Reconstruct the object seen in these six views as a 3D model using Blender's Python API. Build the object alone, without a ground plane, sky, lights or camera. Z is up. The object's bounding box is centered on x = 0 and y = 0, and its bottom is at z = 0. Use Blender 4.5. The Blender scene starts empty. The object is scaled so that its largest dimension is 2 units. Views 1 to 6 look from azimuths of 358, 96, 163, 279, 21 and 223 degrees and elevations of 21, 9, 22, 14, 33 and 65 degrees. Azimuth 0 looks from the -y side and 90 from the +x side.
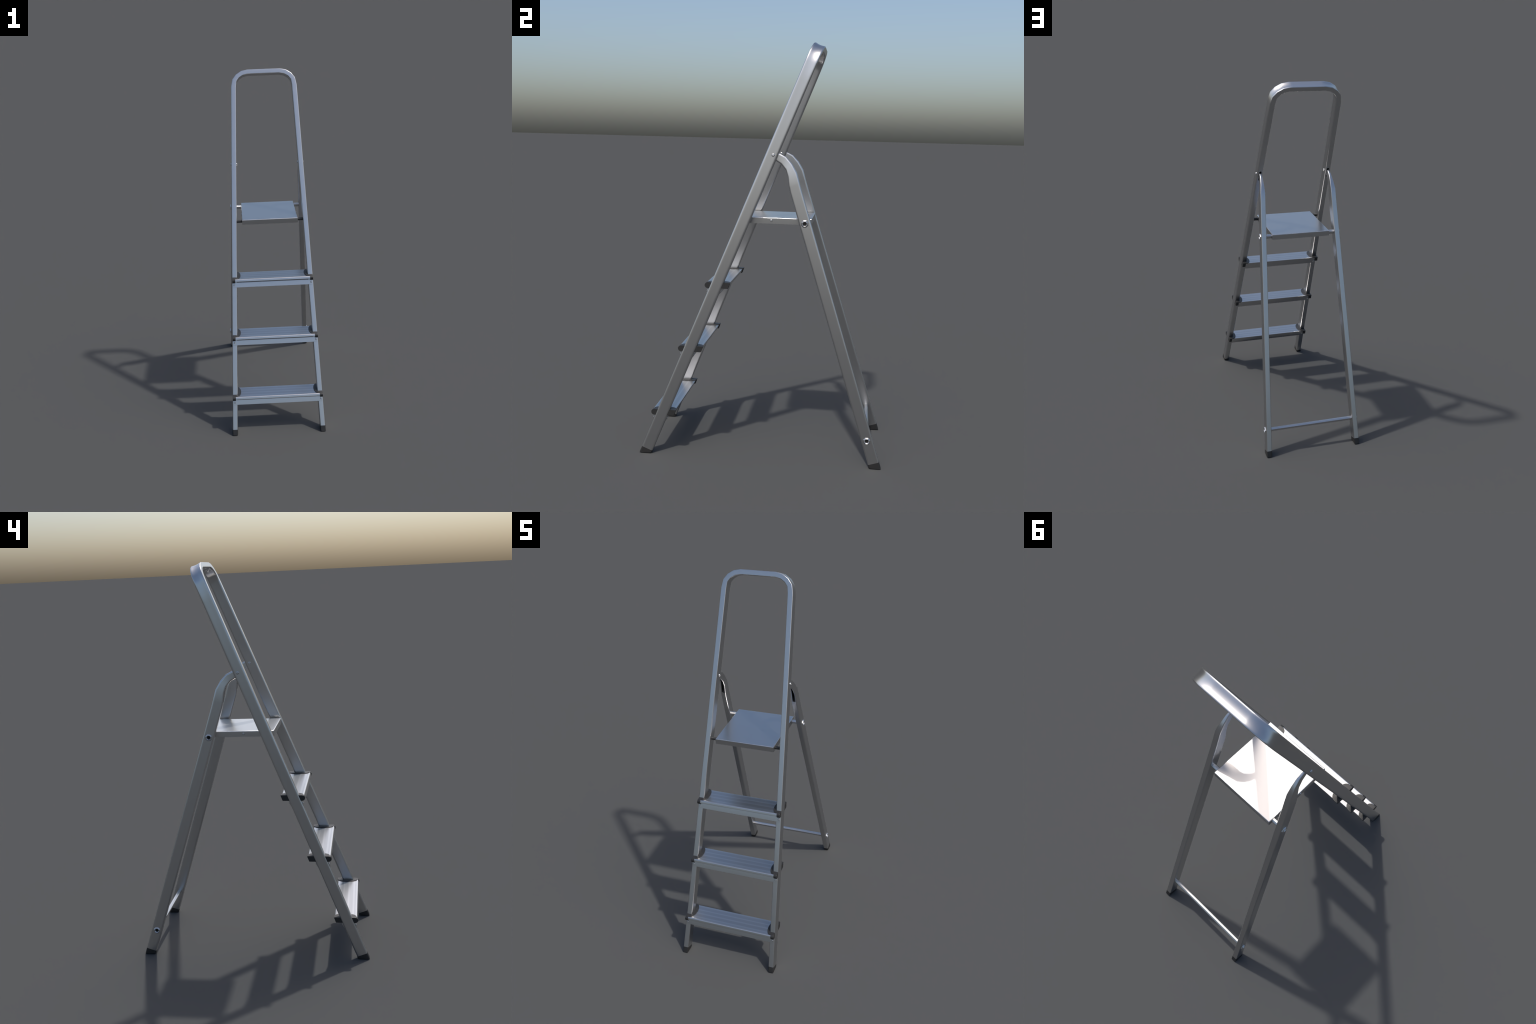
"""Aluminium stepladder: bent front rail with handle bow, three ribbed steps with
plastic end caps, a top platform and a hinged pair of rear legs."""
import bpy, bmesh, math
from mathutils import Vector

# ------------------------------------------------------------------ sizes (m)
TAN_F = 0.3945                       # lean of the front rail, dy/dz
TH = math.atan(TAN_F)
S_AX = Vector((0, math.sin(TH), math.cos(TH)))     # up along the front rail
N_AX = Vector((0, math.cos(TH), -math.sin(TH)))    # from its front to its rear face
P0 = Vector((0, -0.5908, 0))
RAIL_W, RAIL_D = 0.0306, 0.0556      # width (x) and depth of the tube
RAIL_RU, RAIL_RV = 0.0042, 0.0090    # its corner radii across and along the depth
SPLAY = 0.0415                       # loss of half width per metre of height
HALF_W = 0.2745                      # half width on the floor
TAN_B = 0.3247                       # lean of the rear legs
BAND_AT, BAND_DROP = (0.0410, 0.0695, 0.0960), 0.0002   # darker bands across each tread
STEP_TOPS = (0.2235, 0.5480, 0.8635)
FOOT_OVER = 0.0003


def outer_x(z):
    return HALF_W - SPLAY * z


def rail_point(x, s, v):
    return P0 + Vector((x, 0, 0)) + S_AX * s + N_AX * v


# ------------------------------------------------------------------ materials
def new_material(name):
    m = bpy.data.materials.new(name)
    m.use_nodes = True
    nt = m.node_tree
    return m, nt, nt.nodes["Principled BSDF"]


def aluminium(name, base, rough, stretch=(60, 60, 2.5), bands=False):
    """Drawn aluminium: colour nearly even, with a faint lengthwise grain."""
    m, nt, bsdf = new_material(name)
    tc = nt.nodes.new("ShaderNodeTexCoord")
    mp = nt.nodes.new("ShaderNodeMapping")
    mp.inputs["Scale"].default_value = stretch
    nz = nt.nodes.new("ShaderNodeTexNoise")
    nz.inputs["Scale"].default_value = 4.0
    nz.inputs["Detail"].default_value = 3.0
    nt.links.new(tc.outputs["Object"], mp.inputs["Vector"])
    nt.links.new(mp.outputs["Vector"], nz.inputs["Vector"])
    col = nt.nodes.new("ShaderNodeMapRange")
    col.inputs["To Min"].default_value = base * 0.985
    col.inputs["To Max"].default_value = base * 1.015
    nt.links.new(nz.outputs["Fac"], col.inputs["Value"])
    cmb = nt.nodes.new("ShaderNodeCombineColor")
    for c in ("Red", "Green", "Blue"):
        nt.links.new(col.outputs["Result"], cmb.inputs[c])
    out = cmb.outputs["Color"]
    if bands:                                   # bands of darker colour along the tread
        sep = nt.nodes.new("ShaderNodeSeparateXYZ")
        nt.links.new(tc.outputs["Object"], sep.inputs["Vector"])
        span = nt.nodes.new("ShaderNodeMapRange")
        span.inputs["From Max"].default_value = 0.125
        nt.links.new(sep.outputs["Y"], span.inputs["Value"])
        ramp = nt.nodes.new("ShaderNodeValToRGB")
        stops = [(0.0, 1.0), (0.132, 1.0), (0.138, 0.86), (0.165, 0.86), (0.178, 1.0)]
        for c in BAND_AT:
            stops += [((c - 0.0105) / 0.125, 1.0), ((c - 0.0085) / 0.125, 0.86), ((c + 0.0085) / 0.125, 0.86), ((c + 0.0105) / 0.125, 1.0)]
        els = ramp.color_ramp.elements
        while len(els) < len(stops):
            els.new(0.5)
        for e, (pos, val) in zip(els, sorted(stops)):
            e.position, e.color = pos, (val, val, val, 1)
        nt.links.new(span.outputs["Result"], ramp.inputs["Fac"])
        mul = nt.nodes.new("ShaderNodeMix")
        mul.data_type, mul.blend_type = "RGBA", "MULTIPLY"
        mul.inputs[0].default_value = 1.0
        nt.links.new(out, mul.inputs[6])
        nt.links.new(ramp.outputs["Color"], mul.inputs[7])
        out = mul.outputs[2]
    nt.links.new(out, bsdf.inputs["Base Color"])
    rr = nt.nodes.new("ShaderNodeMapRange")
    rr.inputs["To Min"].default_value = rough - 0.01
    rr.inputs["To Max"].default_value = rough + 0.01
    nt.links.new(nz.outputs["Fac"], rr.inputs["Value"])
    nt.links.new(rr.outputs["Result"], bsdf.inputs["Roughness"])
    bsdf.inputs["Metallic"].default_value = 1.0
    return m


def plastic(name, base, rough):
    m, nt, bsdf = new_material(name)
    tc = nt.nodes.new("ShaderNodeTexCoord")
    nz = nt.nodes.new("ShaderNodeTexNoise")
    nz.inputs["Scale"].default_value = 300.0
    nt.links.new(tc.outputs["Object"], nz.inputs["Vector"])
    bp = nt.nodes.new("ShaderNodeBump")
    bp.inputs["Strength"].default_value = 0.05
    bp.inputs["Distance"].default_value = 0.001
    nt.links.new(nz.outputs["Fac"], bp.inputs["Height"])
    nt.links.new(bp.outputs["Normal"], bsdf.inputs["Normal"])
    bsdf.inputs["Base Color"].default_value = (*base, 1)
    bsdf.inputs["Roughness"].default_value = rough
    return m


ALU = aluminium("drawn_aluminium", 0.565, 0.30)
ALU_CROSS = aluminium("platform_aluminium", 0.565, 0.30, (2.5, 60, 60))
ALU_TREAD = aluminium("tread_aluminium", 0.565, 0.30, (2.5, 60, 60), True)
STEEL = aluminium("rivet_steel", 0.56, 0.36, (20, 20, 20))
BLACK = plastic("black_plastic", (0.018, 0.018, 0.018), 0.45)
HOLE = plastic("painted_hole_shade", (0.004, 0.004, 0.004), 0.9)


# ------------------------------------------------------------------ mesh helpers
ROOT = bpy.data.objects.new("stepladder", None)
ROOT.empty_display_size = 0.2
bpy.context.scene.collection.objects.link(ROOT)
ROOT["label"] = "tall silver aluminium stepladder with platform and black plastic feet"
ROOT["category"] = "step ladder"


def mesh_from(name, verts, faces, mat, angle=38.0):
    me = bpy.data.meshes.new(name)
    me.from_pydata([tuple(v) for v in verts], [], faces)
    bm = bmesh.new()
    bm.from_mesh(me)
    bmesh.ops.recalc_face_normals(bm, faces=bm.faces)
    bm.to_mesh(me)
    bm.free()
    me.materials.append(mat)
    finish_mesh(me, angle)
    return me


def finish_mesh(me, angle=38.0):
    me.polygons.foreach_set("use_smooth", [True] * len(me.polygons))
    me.set_sharp_from_angle(angle=math.radians(angle))
    me.update()


def add(name, me, parent=None, loc=(0, 0, 0), weighted=True):
    ob = bpy.data.objects.new(name, me)
    bpy.context.scene.collection.objects.link(ob)
    ob.parent = parent or ROOT
    ob.location = loc
    if weighted:
        w = ob.modifiers.new("weighted", "WEIGHTED_NORMAL")
        w.keep_sharp = True
    return ob


def loft(rings, cap=True):
    """Quads between equal closed rings, ends closed."""
    n = len(rings[0])
    verts = [p for r in rings for p in r]
    faces = []
    for i in range(len(rings) - 1):
        for j in range(n):
            k = (j + 1) % n
            faces.append((i * n + j, i * n + k, (i + 1) * n + k, (i + 1) * n + j))
    if cap:
        faces.append(tuple(range(n))[::-1])
        faces.append(tuple((len(rings) - 1) * n + j for j in range(n)))
    return verts, faces


def rounded(points, radii, seg=3):
    """Closed 2D polygon with each corner replaced by an arc of its own radius."""
    out = []
    n = len(points)
    if isinstance(radii, (int, float)):
        radii = [radii] * n
    for i, r in enumerate(radii):
        p, a, b = Vector(points[i]), Vector(points[i - 1]), Vector(points[(i + 1) % n])
        if r <= 0:
            out.append(p)
            continue
        da, db = (a - p).normalized(), (b - p).normalized()
        half = da.angle(db) / 2
        t = min(r / math.tan(half), (a - p).length * 0.499, (b - p).length * 0.499)
        r = t * math.tan(half)
        c = p + (da + db).normalized() * (r / math.sin(half))
        v0, v1 = p + da * t - c, p + db * t - c
        ang = v0.angle_signed(v1)
        for k in range(seg + 1):
            f = ang * k / seg
            out.append(c + Vector((v0.x * math.cos(f) + v0.y * math.sin(f),
                                   -v0.x * math.sin(f) + v0.y * math.cos(f))))
    return out


def box_mesh(name, size, radius, mat, seg=2):
    """Bevelled box about the origin."""
    bm = bmesh.new()
    bmesh.ops.create_cube(bm, size=1)
    bmesh.ops.scale(bm, vec=size, verts=bm.verts)
    bmesh.ops.bevel(bm, geom=bm.edges[:], offset=radius, segments=seg, profile=0.5, affect="EDGES")
    me = bpy.data.meshes.new(name)
    bm.to_mesh(me)
    bm.free()
    me.materials.append(mat)
    finish_mesh(me)
    return me


def lathe_x(name, profile, mat, sides, phase=0.0, angle=38.0):
    """Turn (radius, height) pairs about the x axis, height going out along +x."""
    rings = []
    for r, h in profile:
        rings.append([Vector((h, r * math.cos(phase + 2 * math.pi * k / sides),
                              r * math.sin(phase + 2 * math.pi * k / sides))) for k in range(sides)])
    v, f = loft(rings)
    return mesh_from(name, v, f, mat, angle)


# ------------------------------------------------------------------ front rail
def tube_ring(w, d, ru, rv, over=0.0, seg=4):
    """Rectangular tube, (u, v), with elliptical corners: ru across, rv along the depth.
    Starts and ends on the face u = 0."""
    pts = []
    for cu, cv, a0 in ((ru, rv, math.pi), (w - ru, rv, 1.5 * math.pi), (w - ru, d - rv, 0.0), (ru, d - rv, 0.5 * math.pi)):
        for k in range(seg + 1):
            a = a0 + 0.5 * math.pi * k / seg
            pts.append(Vector((cu + (ru + over) * math.cos(a), cv + (rv + over) * math.sin(a))))
    return pts


def rail_section(width, dish=0.0, over=0.0):
    """(u, v): u from the outer face inward, v from the front face back. The outer
    face is dished where the tube is bent."""
    pts = tube_ring(width, RAIL_D, RAIL_RU, RAIL_RV, over)
    r = RAIL_RV
    for k in range(1, 6):                       # extra points up the outer face
        pts.append(Vector((-over, RAIL_D + over - r - (RAIL_D + 2 * over - 2 * r) * k / 6)))
    out = []
    for p in pts:
        w = max(0.0, 1 - ((p.y - RAIL_D / 2) / (RAIL_D / 2 - 0.002)) ** 2)
        out.append(Vector((p.x + (dish * w if p.x < width / 2 else 0), p.y)))
    return out


COS_F = math.cos(TH)
# outer line of one half of the rail, (x, height of its front face, dish)
half = [(outer_x(0.031), 0.031, 0.0), (outer_x(0.7), 0.7, 0.0), (outer_x(1.40), 1.40, 0.0),
        (outer_x(1.60), 1.60, 0.0), (outer_x(1.83), 1.83, 0.0003), (0.1950, 1.9105, 0.0015), (0.1862, 1.9500, 0.0035),
        (0.1642, 1.9768, 0.0042), (0.1318, 1.9955, 0.0042), (0.0945, 2.0024, 0.0038), (0.0800, 2.0024, 0.0038)]
path = [(x, z / COS_F, d) for x, z, d in half]
path = path + [(-x, s, d) for x, s, d in reversed(path)]
rings = []
for i, (x, s, d) in enumerate(path):
    p = Vector((x, s))
    t0 = (p - Vector(path[i - 1][:2])).normalized() if i else None
    t1 = (Vector(path[i + 1][:2]) - p).normalized() if i < len(path) - 1 else None
    t0, t1 = t0 or t1, t1 or t0
    t = (t0 + t1).normalized()
    n = Vector((-t.y, t.x))                     # to the inside of the bow
    if i in (0, len(path) - 1):
        n = Vector((-1 if x > 0 else 1, 0))
    stretch = 1 / max(0.9, t.dot(t0)) if 4 < i < len(path) - 5 else 1.0
    w = RAIL_W if abs(x) > 0.19 else 0.0288
    ring = []
    for q in rail_section(w, d):
        c = p + n * (q.x * stretch)
        ring.append(rail_point(c.x, c.y, q.y))
    rings.append(ring)
v, f = loft(rings)
rail_me = mesh_from("front_rail", v, f, ALU)


def cut(me, cutters, angle=38.0):
    """Boolean difference, baked into the mesh."""
    ob = bpy.data.objects.new("tmp", me)
    bpy.context.scene.collection.objects.link(ob)
    cobs = []
    for c in cutters:
        co = bpy.data.objects.new("tmp_cut", c)
        bpy.context.scene.collection.objects.link(co)
        cobs.append(co)
        md = ob.modifiers.new("cut", "BOOLEAN")
        md.operation, md.object, md.solver = "DIFFERENCE", co, "EXACT"
    dg = bpy.context.evaluated_depsgraph_get()
    res = bpy.data.meshes.new_from_object(ob.evaluated_get(dg))
    res.name = me.name
    for o in [ob, *cobs]:
        bpy.data.objects.remove(o)
    finish_mesh(res, angle)
    return res


# slot in the rear face of each rail, where the rear leg is hinged
slots = []
for side in (1, -1):
    ang = rounded([(-0.0065, 1.5655), (0.0065, 1.5655), (0.0065, 1.626), (-0.0065, 1.626)], 0.006, 5)
    cx = lambda s: side * (outer_x(s * COS_F) - RAIL_W / 2 - 0.0005)
    r0 = [rail_point(cx(q.y) + q.x, q.y, RAIL_D - 0.034) for q in ang]
    r1 = [rail_point(cx(q.y) + q.x, q.y, RAIL_D + 0.02) for q in ang]
    sv, sf = loft([r0, r1])
    slots.append(mesh_from("slot", sv, sf, ALU))
front_rail = add("front_rail", cut(rail_me, slots))

# feet of the front rail: sleeves cut level with the floor
for side in (1, -1):
    sec = rail_section(RAIL_W, 0.0, FOOT_OVER)
    top_s = 0.0345
    def foot_pt(q, s):
        x = outer_x(s * COS_F) - q.x
        return rail_point(side * x, s, q.y)
    r_top = [foot_pt(q, top_s) for q in sec]
    r_bot = [foot_pt(q, q.y * math.tan(TH)) for q in sec]   # where z = 0
    r_bot = [Vector((p.x, p.y, 0.0)) for p in r_bot]
    r_low = [p + (t - p) * 0.06 for p, t in zip(r_bot, r_top)]
    ctr = sum(r_bot, Vector()) / len(r_bot)
    r_bot = [p + (ctr - p) * 0.03 for p in r_bot]
    v, f = loft([r_top, r_low, r_bot])
    add("foot", mesh_from("foot", v, f, BLACK), front_rail)


# ------------------------------------------------------------------ rear legs
REAR_OUT = 0.5922   # y on the floor of the rear faces


def rear_straight(z_out):
    """Rear and front edge points of a square section whose rear edge is at z_out."""
    yo = REAR_OUT - TAN_B * z_out
    d = 0.0538
    a = math.atan(TAN_B)
    return (yo, z_out), (yo - d * math.cos(a), z_out - d * math.sin(a))


def rear_section(po, pi, xo, w, groove, over=0.0):
    """Ring of 3D points for a rear leg section (built for +x); the front wall is
    pressed in by the groove."""
    d = (Vector(pi) - Vector(po)).length
    dirv = (Vector(pi) - Vector(po)).normalized()
    wall = min(0.0072, w * 0.3)
    ru, rv = min(0.0042, w * 0.42), 0.0080
    full = tube_ring(w, d, ru, rv, over)
    ring = full[15:] + full[:15]                # begin on the front face, at u = 0 side
    front = d + over
    lo, hi = max(wall, ru), min(w - wall, w - ru)
    ring += [Vector((hi, front)), Vector((hi - (hi - lo) * 0.04, front - groove)),
             Vector((lo + (hi - lo) * 0.04, front - groove)), Vector((lo, front))]
    out = []
    for q in ring:
        yz = Vector(po) + dirv * q.y
        out.append(Vector((xo - q.x, yz.x, yz.y)))
    return out


LEG_W = 0.0298
stations = []
for zo in (0.030, 0.40, 0.80, 1.15, 1.322):
    po, pi = rear_straight(zo)
    stations.append((po, pi, outer_x((po[1] + pi[1]) / 2), LEG_W, 0.0))
# the flattened bend that runs into the slot of the front rail
stations += [
    ((0.1545, 1.3440), (0.1070, 1.3285), outer_x(1.336), LEG_W, 0.0002),
    ((0.1536, 1.3470), (0.1058, 1.3330), outer_x(1.340), LEG_W, 0.026),
    ((0.1395, 1.3945), (0.1000, 1.3760), outer_x(1.385) - 0.0004, 0.0286, 0.026),
    ((0.1150, 1.4350), (0.0885, 1.4070), 0.2104, 0.0212, 0.026),
    ((0.0855, 1.4665), (0.0650, 1.4335), 0.2056, 0.0154, 0.026),
    ((0.0540, 1.4820), (0.0400, 1.4475), 0.2030, 0.0112, 0.016),
    ((0.0250, 1.4900), (0.0140, 1.4550), 0.2026, 0.0108, 0.012),
]
GROW = 0.0011


def fuller(po, pi, xo, w, groove):
    po, pi = Vector(po) + Vector((0.0008, 0)), Vector(pi) + Vector((0.0008, 0))
    e = (po - pi).normalized() * GROW
    return po + e, pi - e, xo, w, groove


stations = stations[:5] + [fuller(*st) for st in stations[5:]]
rear_legs = {}
for side in (1, -1):
    rings = [[Vector((side * p.x, p.y, p.z)) for p in rear_section(*st)] for st in stations]
    v, f = loft(rings)
    leg_me = mesh_from("rear_leg", v, f, ALU)
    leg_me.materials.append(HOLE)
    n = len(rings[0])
    for poly in leg_me.polygons:                # groove floor painted near-black for the shade inside the tube
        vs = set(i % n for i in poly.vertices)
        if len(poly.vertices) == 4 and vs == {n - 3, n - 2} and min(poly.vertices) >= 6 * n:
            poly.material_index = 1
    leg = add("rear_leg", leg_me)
    rear_legs[side] = leg
    # foot
    po, pi = rear_straight(0.0335)
    sec = rear_section(po, pi, outer_x(0.025), LEG_W, 0.0, FOOT_OVER)
    r_top = [Vector((side * p.x, p.y, p.z)) for p in sec]
    r_bot = [Vector((side * (abs(p.x) + SPLAY * p.z), p.y + TAN_B * p.z, 0)) for p in r_top]
    r_low = [p + (t - p) * 0.06 for p, t in zip(r_bot, r_top)]
    ctr = sum(r_bot, Vector()) / len(r_bot)
    r_bot = [p + (ctr - p) * 0.03 for p in r_bot]
    v, f = loft([r_top, r_low, r_bot])
    add("foot", mesh_from("foot", v, f, BLACK), leg)


# ------------------------------------------------------------------ tubes and fixings
def tube_x(name, y, z, half_len, r, mat, sides=8, x_from=None, parent=None):
    x0 = -half_len if x_from is None else x_from
    me = lathe_x(name, [(r, x0), (r, half_len)], mat, sides, math.pi / sides, 30)
    return add(name, me, parent, (0, y, z))


HINGE_Y, HINGE_Z = 0.1868, 1.1590
BAR_Y, BAR_Z = 0.5196, 0.1340
support_rod = tube_x("support_rod", HINGE_Y, HINGE_Z, outer_x(HINGE_Z) - 0.004, 0.0111, ALU)
crossbar = tube_x("crossbar", BAR_Y, BAR_Z, outer_x(BAR_Z) - 0.004, 0.0109, ALU)

# flared, eight-sided tube ends that clinch the rods to the rear legs
flare_me = lathe_x("flared_end", [(0.0150, -0.003), (0.0185, 0.0), (0.0178, 0.0014), (0.0140, 0.0050),
                                  (0.0125, 0.0054), (0.0115, 0.0046), (0.0084, 0.0006), (0.0082, -0.005)],
                   STEEL, 8, math.pi / 8, 28)
hole_shadow_me = lathe_x("hole_shadow_disc", [(0.0095, -0.004), (0.0095, 0.0008)], HOLE, 16)  # black disc modelled on the leg face as the shadow within the hollow end
flare_me_m, hole_shadow_me_m = flare_me.copy(), hole_shadow_me.copy()
for me in (flare_me_m, hole_shadow_me_m):
    me.flip_normals()
    for vert in me.vertices:
        vert.co.x *= -1
for rod, z in ((support_rod, HINGE_Z), (crossbar, BAR_Z)):
    for side in (1, -1):
        x = side * outer_x(z)
        e = add("flared_end", flare_me if side > 0 else flare_me_m, rod, (x, 0, 0), False)
        add("hole_shadow_disc", hole_shadow_me if side > 0 else hole_shadow_me_m, rod, (x, 0, 0))


def rivet_mesh(r, h):
    prof = [(r * 0.9, -0.002), (r, 0.0), (r * 0.97, h * 0.35), (r * 0.80, h * 0.75), (r * 0.55, h),
            (r * 0.38, h * 0.96), (r * 0.30, h * 0.55), (r * 0.05, h * 0.5)]
    return lathe_x("rivet", prof, STEEL, 14, 0, 50)


rivet_big, rivet_mid, rivet_small = rivet_mesh(0.0078, 0.0042), rivet_mesh(0.0060, 0.0034), rivet_mesh(0.0054, 0.0030)


def add_rivet(me, parent, pos, axis):
    ob = add("rivet", me, parent, pos, False)
    ob.rotation_mode = "QUATERNION"
    ob.rotation_quaternion = Vector((1, 0, 0)).rotation_difference(Vector(axis).normalized())
    return ob


# hinge rivets, one head on each face of the rail
piv = rail_point(0, 1.575, 0)
piv_z = 1.4740
for side in (1, -1):
    xo = outer_x(piv_z + 0.014)
    add_rivet(rivet_big, front_rail, (side * xo, 0.0285, piv_z), (side, 0, 0.04))
    add_rivet(rivet_big, front_rail, (side * (xo - RAIL_W), 0.0285, piv_z), (-side, 0, -0.04))


# ------------------------------------------------------------------ platform
PX, PY0, PY1, PZ0, PZ1 = 0.1645, -0.1315, 0.2148, 1.1474, 1.1772
bm = bmesh.new()
bmesh.ops.create_cube(bm, size=1)
bmesh.ops.scale(bm, vec=(2 * PX, PY1 - PY0, PZ1 - PZ0), verts=bm.verts)
bmesh.ops.translate(bm, vec=(0, (PY0 + PY1) / 2, (PZ0 + PZ1) / 2), verts=bm.verts)
bm.faces.ensure_lookup_table()
low = [fc for fc in bm.faces if fc.normal.z < -0.5]
ins = bmesh.ops.inset_region(bm, faces=low, thickness=0.0025)
ext = bmesh.ops.extrude_face_region(bm, geom=low)
bmesh.ops.translate(bm, vec=(0, 0, PZ1 - PZ0 - 0.0025), verts=[g for g in ext["geom"] if isinstance(g, bmesh.types.BMVert)])
bmesh.ops.delete(bm, geom=low, context="FACES")
top_edges = [e for e in bm.edges if all(abs(q.co.z - PZ1) < 1e-5 for q in e.verts)]
bmesh.ops.bevel(bm, geom=top_edges, offset=0.0042, segments=4, profile=0.5, affect="EDGES")
up_edges = [e for e in bm.edges if abs(e.verts[0].co.x) > PX - 1e-4 and abs(e.verts[1].co.x) > PX - 1e-4
            and abs(e.verts[0].co.z - e.verts[1].co.z) > 0.01]
bmesh.ops.bevel(bm, geom=up_edges, offset=0.0015, segments=2, profile=0.5, affect="EDGES")
bmesh.ops.recalc_face_normals(bm, faces=bm.faces)
me = bpy.data.meshes.new("platform")
bm.to_mesh(me)
bm.free()
me.materials.append(ALU_CROSS)
finish_mesh(me)
platform = add("platform", me)
for side in (1, -1):
    add_rivet(rivet_mid, platform, (side * PX, 0.0222, 1.1628), (side, 0, 0))
# short black pins carry the front of the platform in the rail
for side in (1, -1):
    pin = lathe_x("pivot_pin", [(0.0085, 0.150), (0.0085, 0.206)] if side > 0 else [(0.0085, -0.206), (0.0085, -0.150)], BLACK, 16)
    add("pivot_pin", pin, platform, (0, -0.105, 1.1605))


# ------------------------------------------------------------------ steps
STEP_FRONT = -0.5350 - TAN_F * STEP_TOPS[0]    # y of the nose, less the lean
DEPTH, HEIGHT = 0.1235, 0.0292


def step_profile(inset, top_drop):
    """Closed (y, z) side outline, nose at y = 0 and top at z = 0."""
    zt, zb = -top_drop, -HEIGHT + inset
    rm = (zt - zb) / 2
    pts = []
    for k in range(0, 13):                      # round nose, from below to above
        a = math.pi * (0.5 + k / 12)
        pts.append(Vector((inset + rm + rm * math.cos(a), (zt + zb) / 2 - rm * math.sin(a))))
    back_t, back_b = Vector((DEPTH - inset, zt)), Vector((DEPTH - inset - 0.0108, zb))
    tail = [back_t, back_b]
    for i, p in enumerate(tail):
        a = pts[-1] if i == 0 else back_t
        b = back_b if i == 0 else pts[0]
        for k in range(4):
            q0, q1 = p + (a - p).normalized() * 0.003, p + (b - p).normalized() * 0.003
            t = k / 3
            pts.append(q0 * (1 - t) ** 2 + p * 2 * t * (1 - t) + q1 * t * t)
    return pts


def corner(p, a, b, r, n=4):
    """Points of a rounded corner at p, between the directions of a and b."""
    p, a, b = Vector(p), Vector(a), Vector(b)
    q0, q1 = p + (a - p).normalized() * r, p + (b - p).normalized() * r
    return [q0 * (1 - t) ** 2 + p * 2 * t * (1 - t) + q1 * t * t for t in (k / n for k in range(n + 1))]


def tread_outline():
    """Extruded tread: overhanging front lip, banded top, slanted rear face."""
    nose, top, lip, low = -0.0028, -0.0033, -0.0172, -HEIGHT + 0.0040
    back_t, back_b = (DEPTH - 0.0055, top), (DEPTH - 0.0140, low)
    # front face laid back like the rail, rolled over into a slightly raised nose bead
    face_y = 0.0012 + (nose - lip) * TAN_F
    foot_y = 0.0012
    pts = corner((foot_y, lip), (0.02, lip), (face_y, nose), 0.0026, 4)
    pts += corner((face_y, nose), (foot_y, lip), (0.02, nose), 0.0048, 6)
    pts += [Vector((0.0125, nose)), Vector((0.0170, (nose + top) / 2)), Vector((0.0220, top))]
    for c in BAND_AT:                           # three very shallow bands
        pts += [Vector((c - 0.0100, top)), Vector((c - 0.0080, top - BAND_DROP)),
                Vector((c + 0.0080, top - BAND_DROP)), Vector((c + 0.0100, top))]
    pts += corner(back_t, (0.06, top), back_b, 0.003)
    # flat underside, and a front web set back under the lip
    pts += [Vector(back_b), Vector((0.0275, -HEIGHT + 0.0006)), Vector((0.0275, top - 0.0030)),
            Vector((0.0110, top - 0.0035)), Vector((0.0062, lip + 0.002))]
    return pts


CAP_X0, CAP_X1 = -0.0190, -0.0022               # from the rail's outer face
cap_profile = step_profile(0.0, 0.0)
tread_profile = tread_outline()


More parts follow.
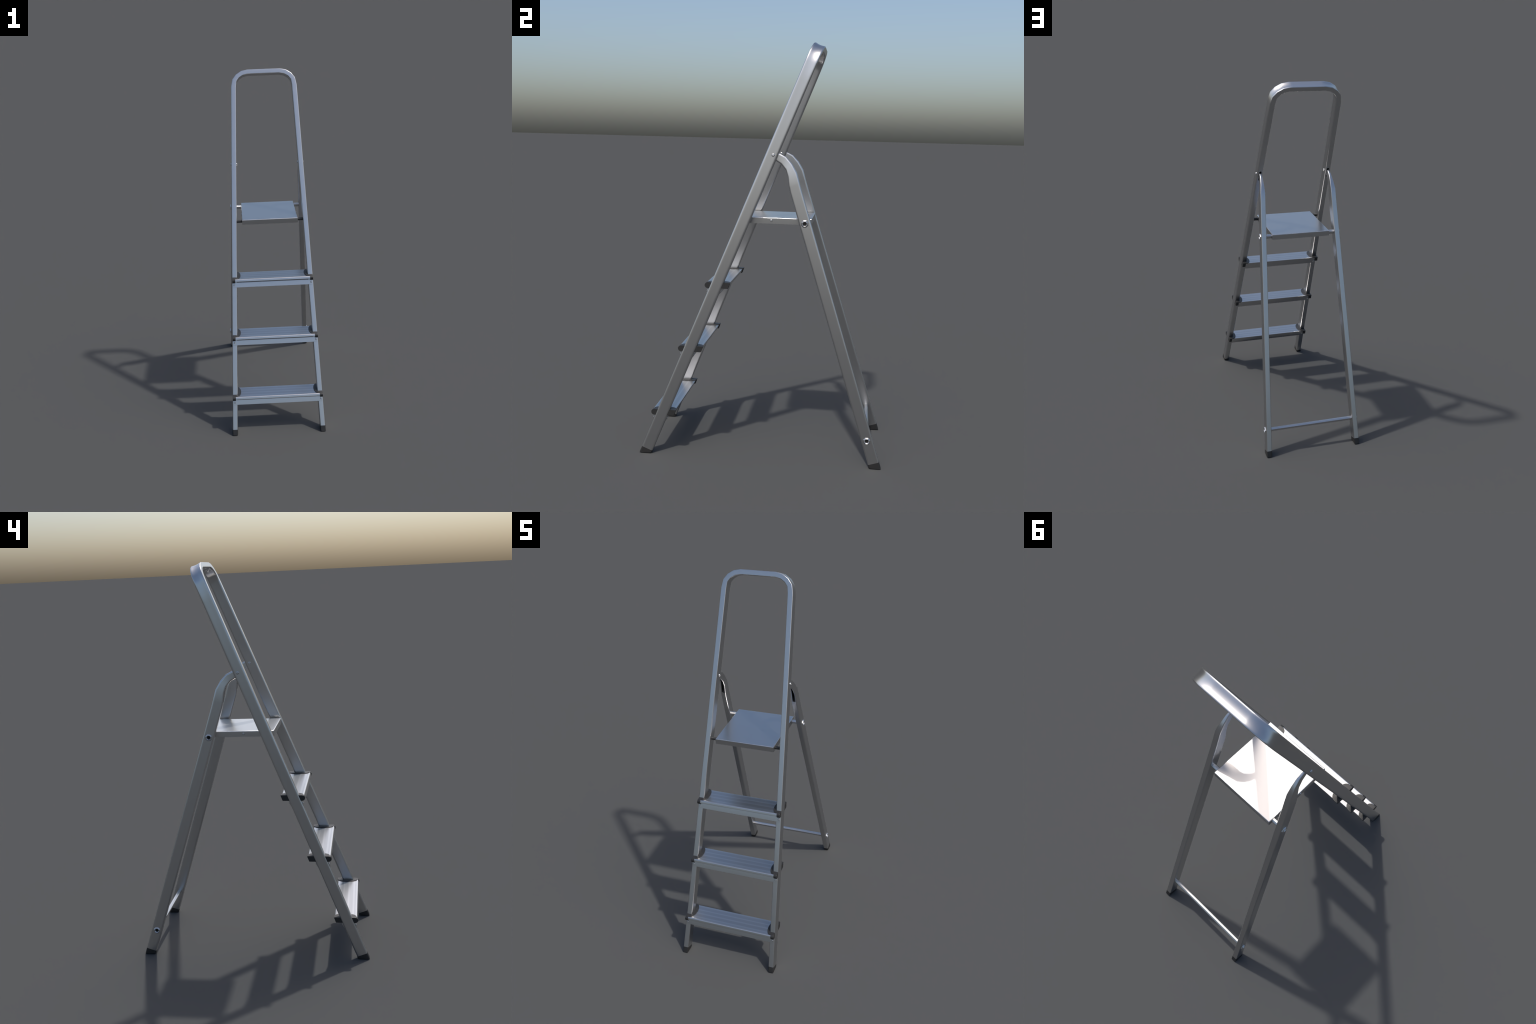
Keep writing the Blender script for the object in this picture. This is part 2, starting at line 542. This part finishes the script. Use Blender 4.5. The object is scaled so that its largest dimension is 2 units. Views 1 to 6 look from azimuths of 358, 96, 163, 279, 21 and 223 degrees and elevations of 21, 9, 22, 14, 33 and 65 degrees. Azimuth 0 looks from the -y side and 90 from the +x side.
def cap_meshes(side):
    """End cap: side cheek round the profile, plus a half-moon plate on the tread."""
    def put(x, y, z):
        return Vector((side * (x - SPLAY * z), y, z))
    ctr = sum(cap_profile, Vector((0, 0))) / len(cap_profile)
    def ring(x, shrink):
        return [put(x, p.x + (ctr.x - p.x) * shrink, p.y + (ctr.y - p.y) * shrink * 2.2) for p in cap_profile]
    cv, cf = loft([ring(CAP_X0, 0.0), ring(CAP_X1 - 0.0012, 0.0), ring(CAP_X1, 0.012)])
    # half-moon plate
    y_a, y_b, reach, seg = 0.0105, DEPTH - 0.0015, 0.0320, 20
    out_top, out_edge, out_low = [], [], []
    for k in range(seg + 1):
        a = math.pi * k / seg
        y = (y_a + y_b) / 2 - (y_b - y_a) / 2 * math.cos(a)
        x = CAP_X0 - reach * math.sin(a) ** 0.8
        out_edge.append((x, y)); out_low.append((x, y))
        out_top.append((x + 0.0008 * math.sin(a), (y_a + y_b) / 2 + (y - (y_a + y_b) / 2) * 0.99))
    def closed(pp, z):
        return [put(x, y, z) for x, y in pp] + [put(CAP_X0 + 0.002, pp[-1][1], z), put(CAP_X0 + 0.002, pp[0][1], z)]
    mv, mf = loft([closed(out_top, -0.0002), closed(out_edge, -0.0009), closed(out_low, -0.0045)])
    base = len(cv)
    return mesh_from("end_cap", cv + mv, cf + [tuple(i + base for i in fc) for fc in mf], BLACK, 35)


cap_me = {1: cap_meshes(1), -1: cap_meshes(-1)}

for zt in STEP_TOPS:
    y0 = STEP_FRONT + TAN_F * zt
    xo = outer_x(zt)
    L = xo + CAP_X0 + 0.004
    rings = [[Vector((x, p.x, p.y)) for p in tread_profile] for x in (-L, -L / 3, L / 3, L)]
    v, f = loft(rings)
    step = add("step", mesh_from("step", v, f, ALU_TREAD, 30), None, (0, y0, zt))
    for side in (1, -1):
        add("end_cap", cap_me[side], step, (side * xo, 0, 0))
    # flat straps riveted across the front and rear faces of the rail
    for v_at, name in ((-0.0014, "front"), (RAIL_D + 0.0014, "rear")):
        mid_z = zt - 0.0427
        s_mid = mid_z / COS_F if name == "front" else mid_z / COS_F + RAIL_D * math.tan(TH) * 1.0
        w = outer_x(s_mid * COS_F) - 0.0062
        me = box_mesh("strap", (2 * w, 0.0030, 0.0285), 0.0008, ALU_CROSS)
        st = add("strap", me, step)
        st.rotation_euler = (-TH, 0, 0)
        st.location = rail_point(0, s_mid, v_at) - Vector((0, y0, zt))
        for side in (1, -1):
            rv = add("rivet", rivet_small, st, (side * (w - 0.0075), -0.0015 if name == "front" else 0.0015, 0), False)
            rv.rotation_euler = (0, 0, -math.pi / 2 if name == "front" else math.pi / 2)
